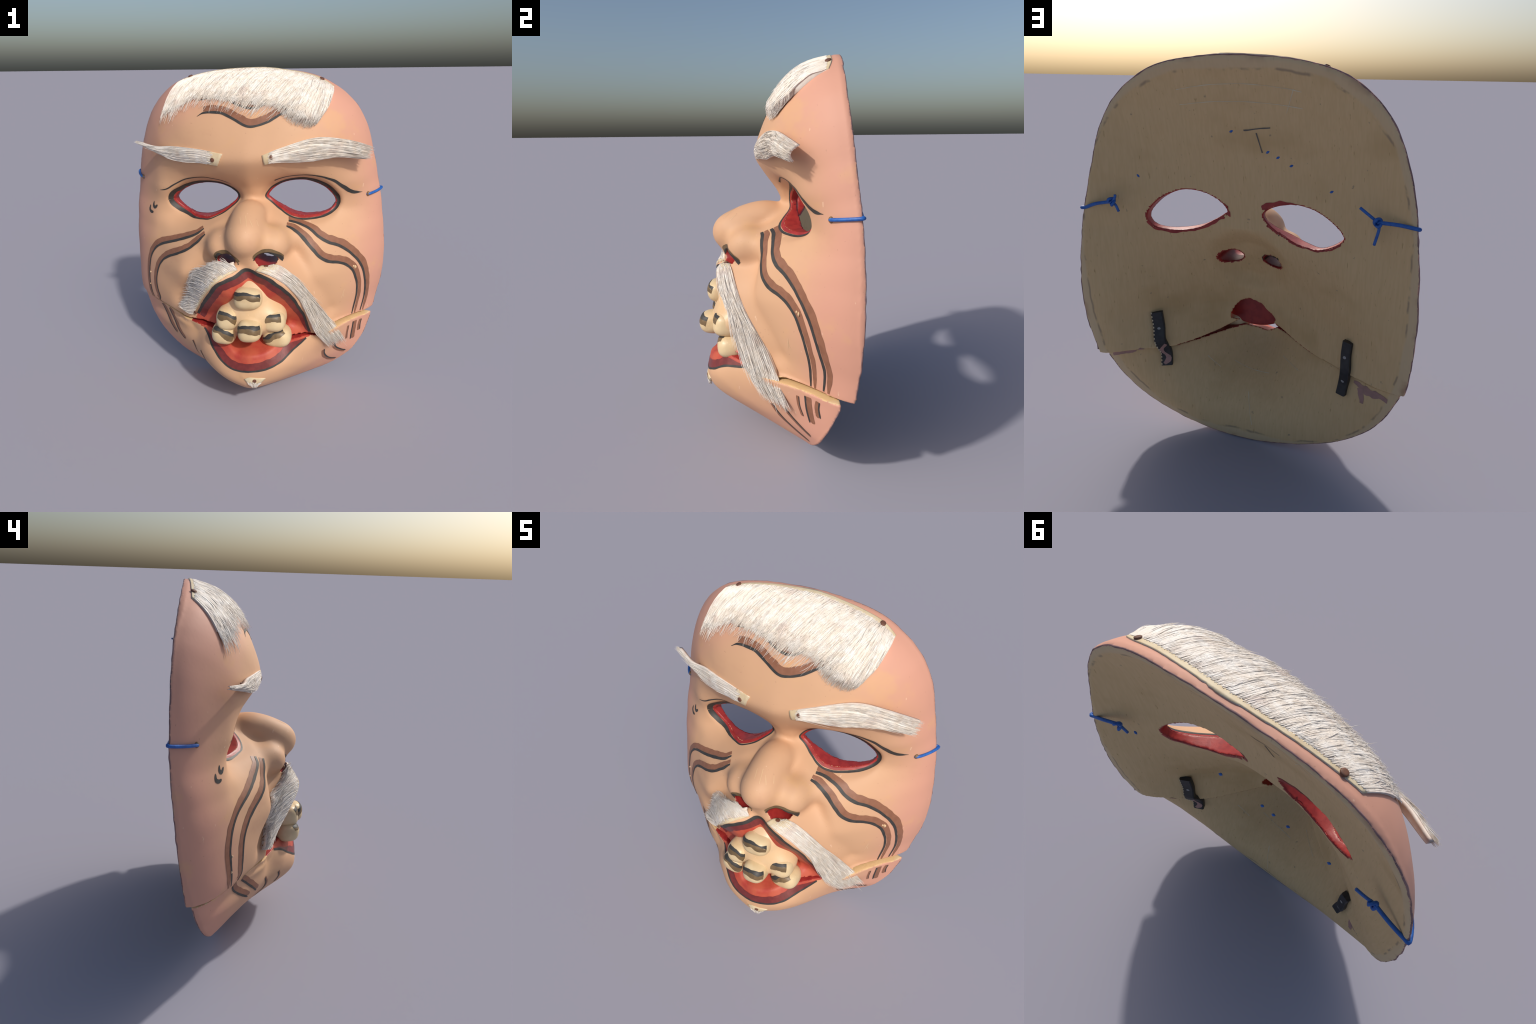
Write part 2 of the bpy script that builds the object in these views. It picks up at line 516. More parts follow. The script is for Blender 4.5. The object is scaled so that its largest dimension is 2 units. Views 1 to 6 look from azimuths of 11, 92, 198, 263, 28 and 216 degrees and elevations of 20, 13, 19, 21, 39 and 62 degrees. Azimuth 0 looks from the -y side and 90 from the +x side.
MAT = {
    'skin': skin_material(), 'wood': wood_material(),
    'red': paint_material('red_paint', (.36, .03, .025), (.27, .018, .018), .45),
    'lip_red': paint_material('lip_red_paint', (.48, .09, .046), (.41, .045, .03), .55, 12),
    'maroon': paint_material('maroon_paint', (.14, .022, .022), (.19, .03, .028), .4),
    'black': paint_material('black_paint', (.030, .029, .028), (.045, .043, .040), .55),
    'brown': paint_material('brown_paint', (.265, .115, .065), (.225, .095, .052), .5),
    'umber': paint_material('umber_stain', (.13, .085, .04), (.20, .13, .065), .45, 22),
    'tooth': paint_material('tooth_ivory', (.70, .55, .33), (.62, .45, .25), .4, 9),
    'gum': paint_material('gum_paint', (.68, .48, .29), (.66, .45, .25), .4, 9),
    'hide': paint_material('raw_hide', (.66, .56, .38), (.60, .47, .29), .6, 20),
    'fur': fur_material('white_fur', (.84, .80, .75), (.78, .71, .63)),
    'pelt': fur_material('warm_offwhite_fur', (.80, .73, .65), (.74, .62, .53)),  # slab under the strands, a slightly darker, warmer off-white than the strands
    'nail': paint_material('rusty_nail', (.16, .065, .035), (.10, .04, .025), .6, 60),
    'steel': plain('steel_nail', (.30, .29, .28), .4),
    'leather': paint_material('black_leather', (.020, .020, .022), (.032, .030, .030), .55, 40),
    'cord': paint_material('blue_cord', (.02, .13, .46), (.015, .09, .36), .45, 60),
    'pink': paint_material('pink_paint', (.40, .22, .19), (.33, .19, .16), .6),
    'pencil': plain('pencil_mark', (.13, .115, .10), .7),
    'rimdark': paint_material('dark_rim_paint', (.30, .17, .16), (.17, .10, .10), .75, 18),
}


def make_object(name, verts, faces, mats, parent, face_mat=None, normals=None, smooth=True):
    me = bpy.data.meshes.new(name)
    me.from_pydata([tuple(p) for p in verts], [], [tuple(int(i) for i in f) for f in faces])
    for m in mats:
        me.materials.append(m)
    if face_mat is not None:
        me.polygons.foreach_set('material_index', np.asarray(face_mat, np.int32))
    if smooth:
        me.polygons.foreach_set('use_smooth', np.ones(len(me.polygons), bool))
    me.update()
    if normals is not None:
        me.normals_split_custom_set_from_vertices([tuple(n) for n in normals])
    ob = bpy.data.objects.new(name, me)
    bpy.context.collection.objects.link(ob)
    if parent is not None:
        ob.parent = parent
    return ob


def vertex_normals(v, q):
    n = np.zeros_like(v)
    fn = np.cross(v[q[:, 2]] - v[q[:, 0]], v[q[:, 3]] - v[q[:, 1]])
    for k in range(4):
        np.add.at(n, q[:, k], fn)
    return n / np.maximum(np.linalg.norm(n, axis=1), 1e-12)[:, None]


root = bpy.data.objects.new('theatre_mask', None)
bpy.context.collection.objects.link(root)
root['label'] = 'carved painted wooden old man mask with white hair'
root['category'] = 'mask'

fv, fq, freg = carve(False)
jv, jq, jreg = carve(True)
PART = {}
for v_, q_, reg_, parts in ((fv, fq, freg, {(0, 1, 2): 'face_shell', (3,): 'nose', (4,): 'upper_lip'}),
                            (jv, jq, jreg, {(0, 1, 2, 3): 'jaw', (4,): 'lower_lip'})):
    nrm = vertex_normals(v_, q_)
    for regs, nm in parts.items():
        sel = np.isin(reg_, regs)
        used, inv = np.unique(q_[sel], return_inverse=True)
        fm = np.array([0, 1, 2, 0, 3])[reg_[sel]]
        PART[nm] = make_object(nm, v_[used], inv.reshape(-1, 4),
                               [MAT['skin'], MAT['wood'], MAT['red'], MAT['lip_red']], root, fm, nrm[used])

SHELL = BVHTree.FromPolygons([Vector(p) for p in np.vstack([fv, jv])],
                             [tuple(int(i) for i in f) for f in np.vstack([fq, jq + len(fv)])])

_aq = np.vstack([fq, jq + len(fv)])[np.r_[freg, jreg] != 1]
PAINTED = BVHTree.FromPolygons([Vector(p) for p in np.vstack([fv, jv])], [tuple(int(i) for i in f) for f in _aq])


def from_front(x, z):
    h = SHELL.ray_cast(Vector((x, -1, z)), Vector((0, 1, 0)))
    return (np.array(h[0]), np.array(h[1])) if h[0] is not None else (np.array((x, .2, z)), np.array((0, -1., 0)))


def from_back(x, z):
    h = SHELL.ray_cast(Vector((x, 1, z)), Vector((0, -1, 0)))
    return (np.array(h[0]), np.array(h[1])) if h[0] is not None else (np.array((x, .3, z)), np.array((0, 1., 0)))


def snap(p, tree=None):
    h = (tree or PAINTED).find_nearest(Vector(p))
    return np.array(h[0]), np.array(h[1])


def unit(v):
    return v / max(np.linalg.norm(v), 1e-9)


def even(C, step):
    d = np.r_[0, np.cumsum(np.linalg.norm(np.diff(C, axis=0), axis=1))]
    n = max(3, int(d[-1] / step) + 1)
    t = np.linspace(0, d[-1], n)
    return np.stack([np.interp(t, d, C[:, k]) for k in range(C.shape[1])], 1)


def stroke(name, mat, points, width, side=0.0, lift=.0016, parent=None, back=False, tree=None,
           taper=(1, 1), rough=.08, seed=0, closed=False, step=.008, cols=4):
    """A brush stroke laid on the surface: points are (x, z) or (x, y, z); width is a number or
    one number per point; side moves it sideways (in metres) from the guide line."""
    rng = np.random.RandomState(seed + 7)
    pts = []
    if back:
        tree = SHELL
    for p in points:
        if len(p) == 2:
            pts.append((from_back if back else from_front)(*p)[0])
        else:
            pts.append(snap(np.array(p, float), tree)[0])
    w = np.full(len(pts), width) if np.isscalar(width) else np.array(width, float)
    sd = np.full(len(pts), side) if np.isscalar(side) else np.array(side, float)
    C = catmull(np.c_[np.array(pts), w, sd], 8, closed)
    if closed:
        C = np.vstack([C, C[:1]])
    C = even(C, step)
    n = len(C)
    s = np.linspace(0, 1, n)
    wid = C[:, 3] * np.interp(s, [0, .06, .94, 1], [taper[0], 1, 1, taper[1]] if not closed else [1, 1, 1, 1])
    centre, nor = [], []
    for p in C[:, :3]:
        a, b = snap(p, tree)
        centre.append(a)
        nor.append(b)
    nor = np.array(nor)
    for _ in range(3):
        nor[1:-1] = (nor[:-2] + 2 * nor[1:-1] + nor[2:]) / 4
    centre = np.array(centre)
    tan = np.gradient(C[:, :3], axis=0)
    V, F = [], []
    jl = np.convolve(rng.randn(n + 4), [.25, .5, .5, .5, .25], 'valid')
    jr = np.convolve(rng.randn(n + 4), [.25, .5, .5, .5, .25], 'valid')
    for i in range(n):
        lat = unit(np.cross(tan[i], nor[i]))
        lo = C[i, 4] - wid[i] / 2 * (1 + rough * jl[i])
        hi = C[i, 4] + wid[i] / 2 * (1 + rough * jr[i])
        for k in range(cols + 1):
            a, b = snap(centre[i] + lat * (lo + (hi - lo) * k / cols), tree)
            V.append(a + b * lift)
    for i in range(n - 1):
        for k in range(cols):
            q = i * (cols + 1) + k
            F.append((q, q + cols + 1, q + cols + 2, q + 1))
    return make_object(name, V, F, [MAT[mat]], parent or root)


def tube(points, radius, sides=8, twist=None, close_ends=True):
    """Vertices and faces of a round bar along points (already dense)."""
    P = np.array(points, float)
    R = np.full(len(P), radius) if np.isscalar(radius) else np.asarray(radius, float)
    T = np.gradient(P, axis=0)
    up = np.array((.13, .31, .94))
    V, F = [], []
    for i in range(len(P)):
        t = unit(T[i])
        a = unit(np.cross(t, up))
        b = np.cross(t, a)
        up = np.cross(a, t)
        for k in range(sides):
            g = 2 * math.pi * k / sides
            V.append(P[i] + R[i] * (math.cos(g) * a + math.sin(g) * b))
    for i in range(len(P) - 1):
        for k in range(sides):
            q, r = i * sides + k, i * sides + (k + 1) % sides
            F.append((q, q + sides, r + sides, r))
    if close_ends:
        F.append(tuple(range(sides)))
        F.append(tuple(range((len(P) - 1) * sides, len(P) * sides))[::-1])
    return V, F


# ------------------------------------------------------------------ worn dark edge along the rim
for jaw, name, host in ((False, 'rim_edge', 'face_shell'), (True, 'rim_edge', 'jaw')):
    th = np.linspace(-math.pi, math.pi, 900)
    rr = np.interp(th, _tt, _rr)
    ex, ez = rr * np.sin(th), 1 + rr * np.cos(th)
    low = ez < jaw_line(ex)
    keep = np.where(low)[0] if jaw else np.where(~low)[0]
    if jaw:      # the run through theta = pi is contiguous after a roll
        keep = np.r_[keep[keep > 450], keep[keep < 450]]
    pts = np.stack([ex[keep], rim_y(ex[keep], ez[keep], jaw) - .001, ez[keep]], 1)[4:-4]
    near = [SHELL.find_nearest(Vector(p)) for p in pts]
    pts = np.array([np.array(a[0]) - .0025 * np.array(a[1]) for a in near])
    for _ in range(4):
        pts[1:-1] = (pts[:-2] + 2 * pts[1:-1] + pts[2:]) / 4
    rad = .0036 + .0010 * value_noise(11, pts[:, 0] * 3, pts[:, 2] * 3, .1)
    tv, tf = tube(pts, rad, 6)
    make_object(name, tv, tf, [MAT['rimdark']], PART[host])

# ------------------------------------------------------------------ face paint
CHEEK_PX_OUT = [(.262, 1.165), (.307, 1.152), (.353, 1.135), (.393, 1.113), (.44, 1.073), (.493, 1.038), (.559, 1.005),
                (.614, .96), (.665, .903), (.699, .843), (.717, .776), (.726, .692), (.724, .609), (.706, .512)]
CHEEK_PX_IN = [(.256, 1.146), (.285, 1.133), (.326, 1.106), (.367, 1.063), (.401, 1.023), (.447, .97), (.499, .931),
               (.559, .91), (.606, .882), (.641, .843), (.661, .791), (.675, .724), (.673, .632), (.655, .509)]
CHEEK_MX_OUT = [(-.238, 1.106), (-.283, 1.073), (-.368, 1.034), (-.455, 1.0), (-.549, .962), (-.606, .922), (-.648, .864),
                (-.672, .777), (-.677, .693), (-.671, .626), (-.655, .561)]
CHEEK_MX_IN = [(-.217, 1.086), (-.259, 1.044), (-.298, 1.011), (-.344, .978), (-.416, .94), (-.487, .904), (-.541, .861),
               (-.582, .796), (-.602, .716), (-.601, .649), (-.59, .583), (-.580, .548)]
for n_, (g, sg, wb, wr) in enumerate(((CHEEK_PX_OUT, -1, .018, .040), (CHEEK_PX_IN, -1, .018, .036),
                                      (CHEEK_MX_OUT, 1, .016, .034), (CHEEK_MX_IN, 1, .015, .034))):
    k = len(g)
    prof = np.interp(np.linspace(0, 1, k), [0, .3, .7, 1], [.8, 1.05, 1, .55])
    stroke('wrinkle_shade', 'brown', g, list(prof * wr), side=sg * (wb / 2 + wr * .42), lift=.0013, taper=(.8, .5), seed=n_)
    stroke('wrinkle_line', 'black', g, list(np.interp(np.linspace(0, 1, k), [0, .4, 1], [1.2, 1, .7]) * wb), lift=.002,
           taper=(.7, .6), seed=n_ + 10)

BROW_LOW = [(-.271, 1.745), (-.235, 1.764), (-.188, 1.769), (-.118, 1.764), (-.047, 1.735), (.021, 1.703), (.073, 1.701),
            (.148, 1.725), (.221, 1.766), (.294, 1.774), (.356, 1.758)]
BROW_UP = [(-.277, 1.828), (-.197, 1.844), (-.112, 1.845), (-.04, 1.813), (.029, 1.794), (.08, 1.796), (.141, 1.825),
           (.202, 1.845)]
for n_, g in enumerate((BROW_LOW, BROW_UP)):
    h = g[1:] if n_ == 0 else g
    stroke('forehead_shade', 'brown', h, .036, side=-.024, lift=.0013, taper=(.9, .6), seed=20 + n_)
    stroke('forehead_line', 'black', g, list(np.interp(np.linspace(0, 1, len(g)), [0, .2, 1], [.5, 1, .9]) * .014), lift=.002,
           taper=(.3, .5), seed=22 + n_)

LID_P = [(.172, 1.391), (.224, 1.41), (.279, 1.421), (.34, 1.425), (.401, 1.419), (.462, 1.403), (.512, 1.383), (.556, 1.35),
         (.607, 1.311), (.64, 1.302), (.673, 1.30)]
LID_M = [(-.562, 1.293), (-.512, 1.305), (-.453, 1.339), (-.387, 1.373), (-.325, 1.39), (-.25, 1.40), (-.186, 1.39),
         (-.127, 1.375), (-.09, 1.358)]
stroke('lid_line', 'black', LID_P, [.012, .008, .007, .007, .009, .012, .016, .02, .024, .018, .006], taper=(1, .3), seed=30)
stroke('lid_line', 'black', LID_M, [.003, .008, .008, .008, .007, .007, .006, .006, .003], taper=(.4, .3), seed=31)


def around(poly, grow):
    """Closed guide line: polygon pushed outwards by grow."""
    P = np.array(poly)
    c = P.mean(0)
    t = np.roll(P, -1, 0) - np.roll(P, 1, 0)
    nrm = np.stack([t[:, 1], -t[:, 0]], 1)
    nrm /= np.linalg.norm(nrm, axis=1)[:, None]
    if ((P - c) * nrm).sum() < 0:
        nrm = -nrm
    return P + nrm * np.asarray(grow).reshape(-1, 1)


stroke('eye_rim', 'red', around(EYE_P, -.006), .018, closed=True, lift=.001, seed=36)
stroke('eye_rim', 'red', around(EYE_M, -.006), .018, closed=True, lift=.001, seed=37)
wp = np.interp(np.arange(18), [0, 3, 7, 9, 11, 13, 17], [.010, .012, .018, .026, .026, .014, .010])
top = np.interp(np.arange(18), [0, 8, 10, 16, 17], [0, 0, 1, 1, 0])
stroke('eye_line', 'black', around(EYE_P, wp * .5 - .002 - .005 * top), list(wp + .008 * top), closed=True, seed=32)
wm = np.interp(np.arange(17), [0, 1, 2, 4, 8, 12, 14, 16], [.036, .034, .024, .010, .009, .010, .018, .034])
top = np.interp(np.arange(17), [0, 7, 9, 15, 16], [0, 0, 1, 1, 0])
stroke('eye_line', 'black', around(EYE_M, wm * .5 - .002 - .005 * top), list(wm + .008 * top), closed=True, seed=33)
for g in ([(.534, 1.262), (.546, 1.256)], [(.526, 1.24), (.535, 1.226)]):
    stroke('eye_line', 'black', g, .012, seed=34)
for g in ([(-.628, 1.207), (-.634, 1.180), (-.621, 1.168), (-.600, 1.187)], [(-.662, 1.178), (-.669, 1.149), (-.655, 1.135), (-.635, 1.138)]):
    stroke('temple_mark', 'black', g, [.008, .018, .020, .014], taper=(.3, .5), seed=35)

# (guide, brown width, brown side, black width)
JAW_MARKS = [([(-.600, .522), (-.575, .480), (-.535, .427), (-.468, .362)], .030, -.020, .012),
             ([(-.530, .515), (-.493, .470), (-.453, .415), (-.395, .352)], .028, -.019, .012),
             ([(-.325, .385), (-.305, .340), (-.285, .28), (-.272, .225)], .012, -.009, .009),
             ([(-.246, .372), (-.225, .330), (-.212, .28)], .012, -.009, .009),
             ([(.667, .468), (.660, .401), (.654, .325)], .030, -.021, .010),
             ([(.719, .462), (.712, .425), (.711, .379)], .022, .012, .008),
             ([(.641, .452), (.634, .393), (.633, .345)], .014, .008, .004),
             ([(.498, .335), (.500, .275), (.530, .205), (.57, .175)], .018, .012, .010),
             ([(.556, .352), (.568, .303), (.600, .262), (.628, .238)], .016, .012, .010)]
for n_, (g, wb, sd_, wl) in enumerate(JAW_MARKS):
    stroke('chin_shade', 'brown', g, wb, side=sd_, lift=.0013, taper=(.8, .4), seed=40 + n_)
    stroke('chin_line', 'black', g, wl, lift=.002, taper=(.8, .4), seed=50 + n_)

# lips: black outline, maroon band, red inside
NM = len(MOUTH)
upper = [MOUTH[i % NM][:2] for i in range(25, 25 + 15)]      # -x corner, over the peak, to the +x corner
lower = [MOUTH[i][:2] for i in range(10, 24)]
wu = np.interp(np.arange(len(upper)), [0, 3, 7, 10, 14], [.018, .024, .022, .024, .016])
upper_all = upper + [MOUTH[8][:2], (.421, .515)]
stroke('lip_line', 'black', upper_all, list(wu) + [.016, .012], side=.009, seed=60, parent=PART['upper_lip'])
stroke('lip_band', 'maroon', upper_all, list(wu * 1.9) + [.022, .008], side=[.038] * 14 + [.03, .022, .012], lift=.0012, seed=61, parent=PART['upper_lip'])
stroke('lip_line', 'black', lower, .012, side=.004, seed=62, parent=PART['lower_lip'])
stroke('lip_band', 'maroon', lower, [.006, .022] + [.045] * 9 + [.03, .018, .008], side=[.004, .014] + [.030] * 9 + [.02, .012, .006], lift=.0012, seed=63, parent=PART['lower_lip'])

for n_, g in enumerate(([(.103, 1.000), (.118, 1.025), (.154, 1.041), (.199, 1.040), (.238, 1.017), (.255, .984)],
                        [(-.118, .970), (-.118, 1.0), (-.09, 1.021), (-.05, 1.024), (-.01, 1.005), (.02, .975)])):
    stroke('nostril_shade', 'umber', [(a + (.0), b + .012) for a, b in g], .026, lift=.0013, taper=(.4, .7), seed=64 + n_)
    stroke('nostril_line', 'black', g, [.010, .014, .012, .012, .020, .024] if n_ == 0 else [.016, .018, .014, .01, .008, .01],
           lift=.002, taper=(.4, .8), seed=66 + n_)

# ------------------------------------------------------------------ teeth
def superellipsoid(c, r, e=2.5, n=28, lumps=0.0, seed=0):
    V, F = [], []
    rng = np.random.RandomState(seed)
    ph = rng.rand(3) * 6
    for i in range(n + 1):
        a = math.pi * i / n
        for j in range(2 * n):
            b = math.pi * j / n
            d = np.array([math.sin(a) * math.cos(b), math.sin(a) * math.sin(b), math.cos(a)])
            k = (np.abs(d) ** e).sum() ** (-1 / e)
            k *= 1 + lumps * math.sin(3 * d[0] + ph[0]) * math.sin(3 * d[2] + ph[1])
            V.append(np.array(c) + d * k * np.array(r))
    for i in range(n):
        for j in range(2 * n):
            F.append((i * 2 * n + j, (i + 1) * 2 * n + j, (i + 1) * 2 * n + (j + 1) % (2 * n), i * 2 * n + (j + 1) % (2 * n)))
    return V, F


TEETH = [((.077, -.283, .790), (.082, .070, .062)), ((-.045, -.268, .650), (.066, .078, .068)),
         ((.203, -.235, .644), (.082, .078, .066)), ((.093, -.318, .610), (.070, .083, .064)),
         ((-.070, -.275, .552), (.070, .075, .060)), ((.232, -.212, .530), (.082, .078, .062))]
gx = np.arange(-.2, .36, .008)
gy = np.arange(-.40, .02, .008)
gz = np.arange(.44, .93, .008)
GX, GY, GZ = np.meshgrid(gx, gy, gz, indexing='ij')
gum = None
for (cx, cy, cz), (rx, ry, rz) in [((.078, -.205, .77), (.125, .095, .12)), ((.085, -.20, .655), (.20, .125, .13))] + TEETH:
    k0 = np.sqrt(((GX - cx) / rx) ** 2 + ((GY - cy) / ry) ** 2 + ((GZ - cz) / rz) ** 2)
    dd = (k0 - 1) * min(rx, ry, rz)
    if (rx, ry, rz) in [t[1] for t in TEETH]:
        dd = dd + .014
    gum = dd if gum is None else smin(gum, dd, .035)
gum = np.maximum(gum, GY + .15)
gv, gq = surface_nets(gum.astype(np.float32), np.array([gx[0], gy[0], gz[0]]), .008)
GUM = make_object('gum', gv, gq, [MAT['gum'], MAT['red']], root, (gv[gq].mean(1)[:, 1] > -.17).astype(int))
for n_, (c, r) in enumerate(TEETH):
    tv, tf = superellipsoid(c, r, 2.7, 24, .03, n_)
    T = make_object('tooth', tv, tf, [MAT['tooth']], GUM)
    tree = BVHTree.FromPolygons([Vector(p) for p in tv], tf)
    tilt = [0, -.010, .012, .004, -.022, .034][n_]
    arc = []
    for a in np.linspace(-.9, .9, 9):
        px = c[0] + a * r[0]
        pz = c[2] + r[2] * (.74 - .34 * a * a) + tilt * a
        h = tree.ray_cast(Vector((px, -1, pz)), Vector((0, 1, 0)))
        if h[0] is not None:
            arc.append(tuple(h[0]))
    stroke('tooth_stain', 'umber', [(p[0], p[1] - .004, p[2] - .018) for p in arc], .036, lift=.001, tree=tree, parent=T, seed=70 + n_, rough=.3)
    stroke('tooth_line', 'black', arc, .018, lift=.0018, tree=tree, parent=T, seed=80 + n_, rough=.3)


# ------------------------------------------------------------------ hair on hide
class Pelt:
    """A strip of hide with hair.  rails: list of polylines (root to tip) of control points
    (x, y, z, lift, free): free 0 rests on the carved surface, 1 hangs in the air."""
    def __init__(self, rails, nu, nv, wave=0.0, seed=0):
        rng = np.random.RandomState(seed)
        rows = []
        for r in rails:
            c = catmull(r, 10)
            t = np.linspace(0, len(c) - 1, nv)
            rows.append(np.stack([np.interp(t, np.arange(len(c)), c[:, k]) for k in range(5)], 1))
        rows = np.array(rows)
        G = np.zeros((nu, nv, 5))
        for j in range(nv):
            c = catmull(rows[:, j], 10)
            t = np.linspace(0, len(c) - 1, nu)
            for k in range(5):
                G[:, j, k] = np.interp(t, np.arange(len(c)), c[:, k])
        self.P = np.zeros((nu, nv, 3))
        self.N = np.zeros((nu, nv, 3))
        self.S = np.zeros((nu, nv, 3))
        bumps = np.convolve(rng.randn(nu + 6), np.ones(7) / 7, 'valid') * 2
        for i in range(nu):
            for j in range(nv):
                g = G[i, j]
                a, b = snap(g[:3])
                fr = min(max(g[4], 0), 1)
                lift = g[3] + wave * bumps[i] * (j / nv)
                self.P[i, j] = (a + b * max(lift, .003)) * (1 - fr) + g[:3] * fr
                self.S[i, j] = a
                self.N[i, j] = b
        for _ in range(4):
            self.N[1:-1, 1:-1] = (self.N[1:-1, 1:-1] * 2 + self.N[:-2, 1:-1] + self.N[2:, 1:-1] + self.N[1:-1, :-2] + self.N[1:-1, 2:]) / 6
        self.N /= np.linalg.norm(self.N, axis=2)[:, :, None]
        self.nu, self.nv = nu, nv
        self.attached = G[:, :, 4].max() < .05

    def slab(self, name, mat, parent, thick, v0=0, v1=None, proud=0.0):
        """Solid body of the pelt between columns v0 and v1."""
        v1 = v1 or self.nv
        n = v1 - v0
        top = self.P[:, v0:v1] + self.N[:, v0:v1] * proud
        bot = top - self.N[:, v0:v1] * thick
        V = np.concatenate([top.reshape(-1, 3), bot.reshape(-1, 3)])
        m = self.nu * n
        F = []
        for i in range(self.nu - 1):
            for j in range(n - 1):
                q = i * n + j
                F.append((q, q + 1, q + n + 1, q + n))
                F.append((m + q, m + q + n, m + q + n + 1, m + q + 1))
        for i in range(self.nu - 1):
            for j in (0, n - 1):
                q = i * n + j
                f = (q, q + n, m + q + n, m + q)
                F.append(f if j == 0 else f[::-1])
        for j in range(n - 1):
            for i in (0, self.nu - 1):
                q = i * n + j
                f = (q, m + q, m + q + 1, q + 1)
                F.append(f if i == 0 else f[::-1])
        return make_object(name, V, F, [MAT[mat]], parent)

    def at(self, u, v):
        u = min(max(u, 0), 1) * (self.nu - 1.001)
        over = max(0, v - 1)
        vv = min(max(v, 0), 1) * (self.nv - 1.001)
        i, j = int(u), int(vv)
        a, b = u - i, vv - j
        f = lambda A: (A[i, j] * (1 - a) + A[i + 1, j] * a) * (1 - b) + (A[i, j + 1] * (1 - a) + A[i + 1, j + 1] * a) * b
        p, n = f(self.P), f(self.N)
        if over > 0:
            k = self.nv - 1
            d = (self.P[i, k] - self.P[i, k - 3]) / 3 * (self.nv - 1)
            p = p + d * over
            if self.attached:
                a_, b_ = snap(p)
                p = a_ + b_ * .006
        return p, n

    def strands(self, name, parent, count, v0=(.0, .5), length=(.4, .8), drift=.0, rad=.0022, seed=1, mat='fur', loose=.02, over=1.05, segs=7, span=(0, 1)):
        rng = np.random.RandomState(seed)
        V, F = [], []
        for _ in range(count):
            u = span[0] + (span[1] - span[0]) * rng.rand()
            a = rng.uniform(*v0)
            L = rng.uniform(*length)
            b = min(a + L, over - rng.rand() ** 2 * (over - 1) + rng.rand() * .04)
            du = drift * (b - a) + rng.randn() * .012
            up0, up1 = rng.rand() * .003 + .0008, abs(rng.randn()) * loose * rng.rand() + .001
            pts = []
            for s in np.linspace(0, 1, segs):
                p, n = self.at(u + du * s * s, a + (b - a) * s)
                pts.append(p + n * (up0 + (up1 - up0) * s * s))
            r = rad * rng.uniform(.6, 1.2) * np.interp(np.linspace(0, 1, segs), [0, .3, .8, 1], [.7, 1, .8, .25])
            tv, tf = tube(pts, r, 3, close_ends=False)
            o = len(V)
            V += tv
            F += [tuple(q + o for q in f) for f in tf]
        ob = make_object(name, V, F, [MAT[mat]], parent)
        ob['kind'] = 'stuff'
        return ob


def nail(p, n, r=.014, mat='nail', parent=None):
    n = unit(np.array(n))
    a = unit(np.cross(n, (.3, .2, .9)))
    b = np.cross(n, a)
    V, F = [], []
    prof = [(1, -.5), (1.0, .02), (.85, .12), (.45, .17), (.05, .18)]
    m = 14
    for rr, hh in prof:
        for k in range(m):
            g = 2 * math.pi * k / m
            V.append(np.array(p) + r * rr * (math.cos(g) * a + math.sin(g) * b) + n * hh * r)
    for i in range(len(prof) - 1):
        for k in range(m):
            F.append((i * m + k, i * m + (k + 1) % m, (i + 1) * m + (k + 1) % m, (i + 1) * m + k))
    F.append(tuple(range((len(prof) - 1) * m, len(prof) * m)))
    return make_object('nail', V, F, [MAT[mat]], parent or root)


# fringe over the forehead: root on the top edge, tips hanging to the side
FRINGE = [((-.440, .295, 1.915), (-.535, .15, 1.775)), ((-.33, 0.295, 1.958), (-.44, .10, 1.800)),
          ((-.20, 0.300, 1.974), (-.31, .07, 1.872)), ((-.06, 0.305, 1.980), (-.17, .03, 1.878)),
          ((.08, 0.305, 1.979), (-.05, .0, 1.868)), ((.20, 0.295, 1.968), (.07, -.005, 1.850)),
          ((.31, 0.285, 1.953), (.18, .0, 1.838)), ((.39, .28, 1.94), (.285, .0, 1.748)),
          ((.44, .27, 1.928), (.40, .016, 1.728)), ((.485, .255, 1.905), (.465, .09, 1.80))]
rails = []
for n_, (a, b) in enumerate(FRINGE):
    a, b = np.array(a), np.array(b)
    end = [.004, .004, .004, .004, .004, .006, .010, .024, .034, .028][n_]
    thick = n_ > 6
    rails.append([(*(a + (b - a) * t), l, 0) for t, l in ((0, .001), (.12, .003), (.4, .022 if thick else (.012 if n_ > 4 else .005)), (.75, .026 if thick else .005), (1, end))])
HAIR = Pelt(rails, 90, 30, .004, 3)
fringe = HAIR.slab('hair_fringe', 'pelt', root, .05, 0, 25)
HAIR.slab('hide_strip', 'hide', fringe, .012, 0, 6, .002)
HAIR.strands('fringe_hair', fringe, 5200, (.13, .6), (.3, .85), .0, .0016, 5, loose=.006, over=1.10)
HAIR.strands('fringe_hair', fringe, 420, (.55, .95), (.45, .7), .0, .0013, 15, loose=.012, over=1.42, span=(.0, .70))
for c in ((.412, .259, 1.943), (-.376, .282, 1.948)):
    a, b = snap(c)
    nail(a + b * .010, b, .014, parent=fringe)


def along(upper_edge, lower_edge, frees, lifts, mid=3, bulge=.0):
    """Rails of a strip whose hair runs along its length."""
    out = []
    for t in np.linspace(0, 1, mid):
        out.append([(*(np.array(a) * (1 - t) + np.array(b) * t + np.array((0, -bulge * math.sin(math.pi * t) * f, 0))), l * (.4 + .6 * math.sin(math.pi * (.12 + .76 * t))), f)
                    for a, b, f, l in zip(upper_edge, lower_edge, frees, lifts)])
    return out


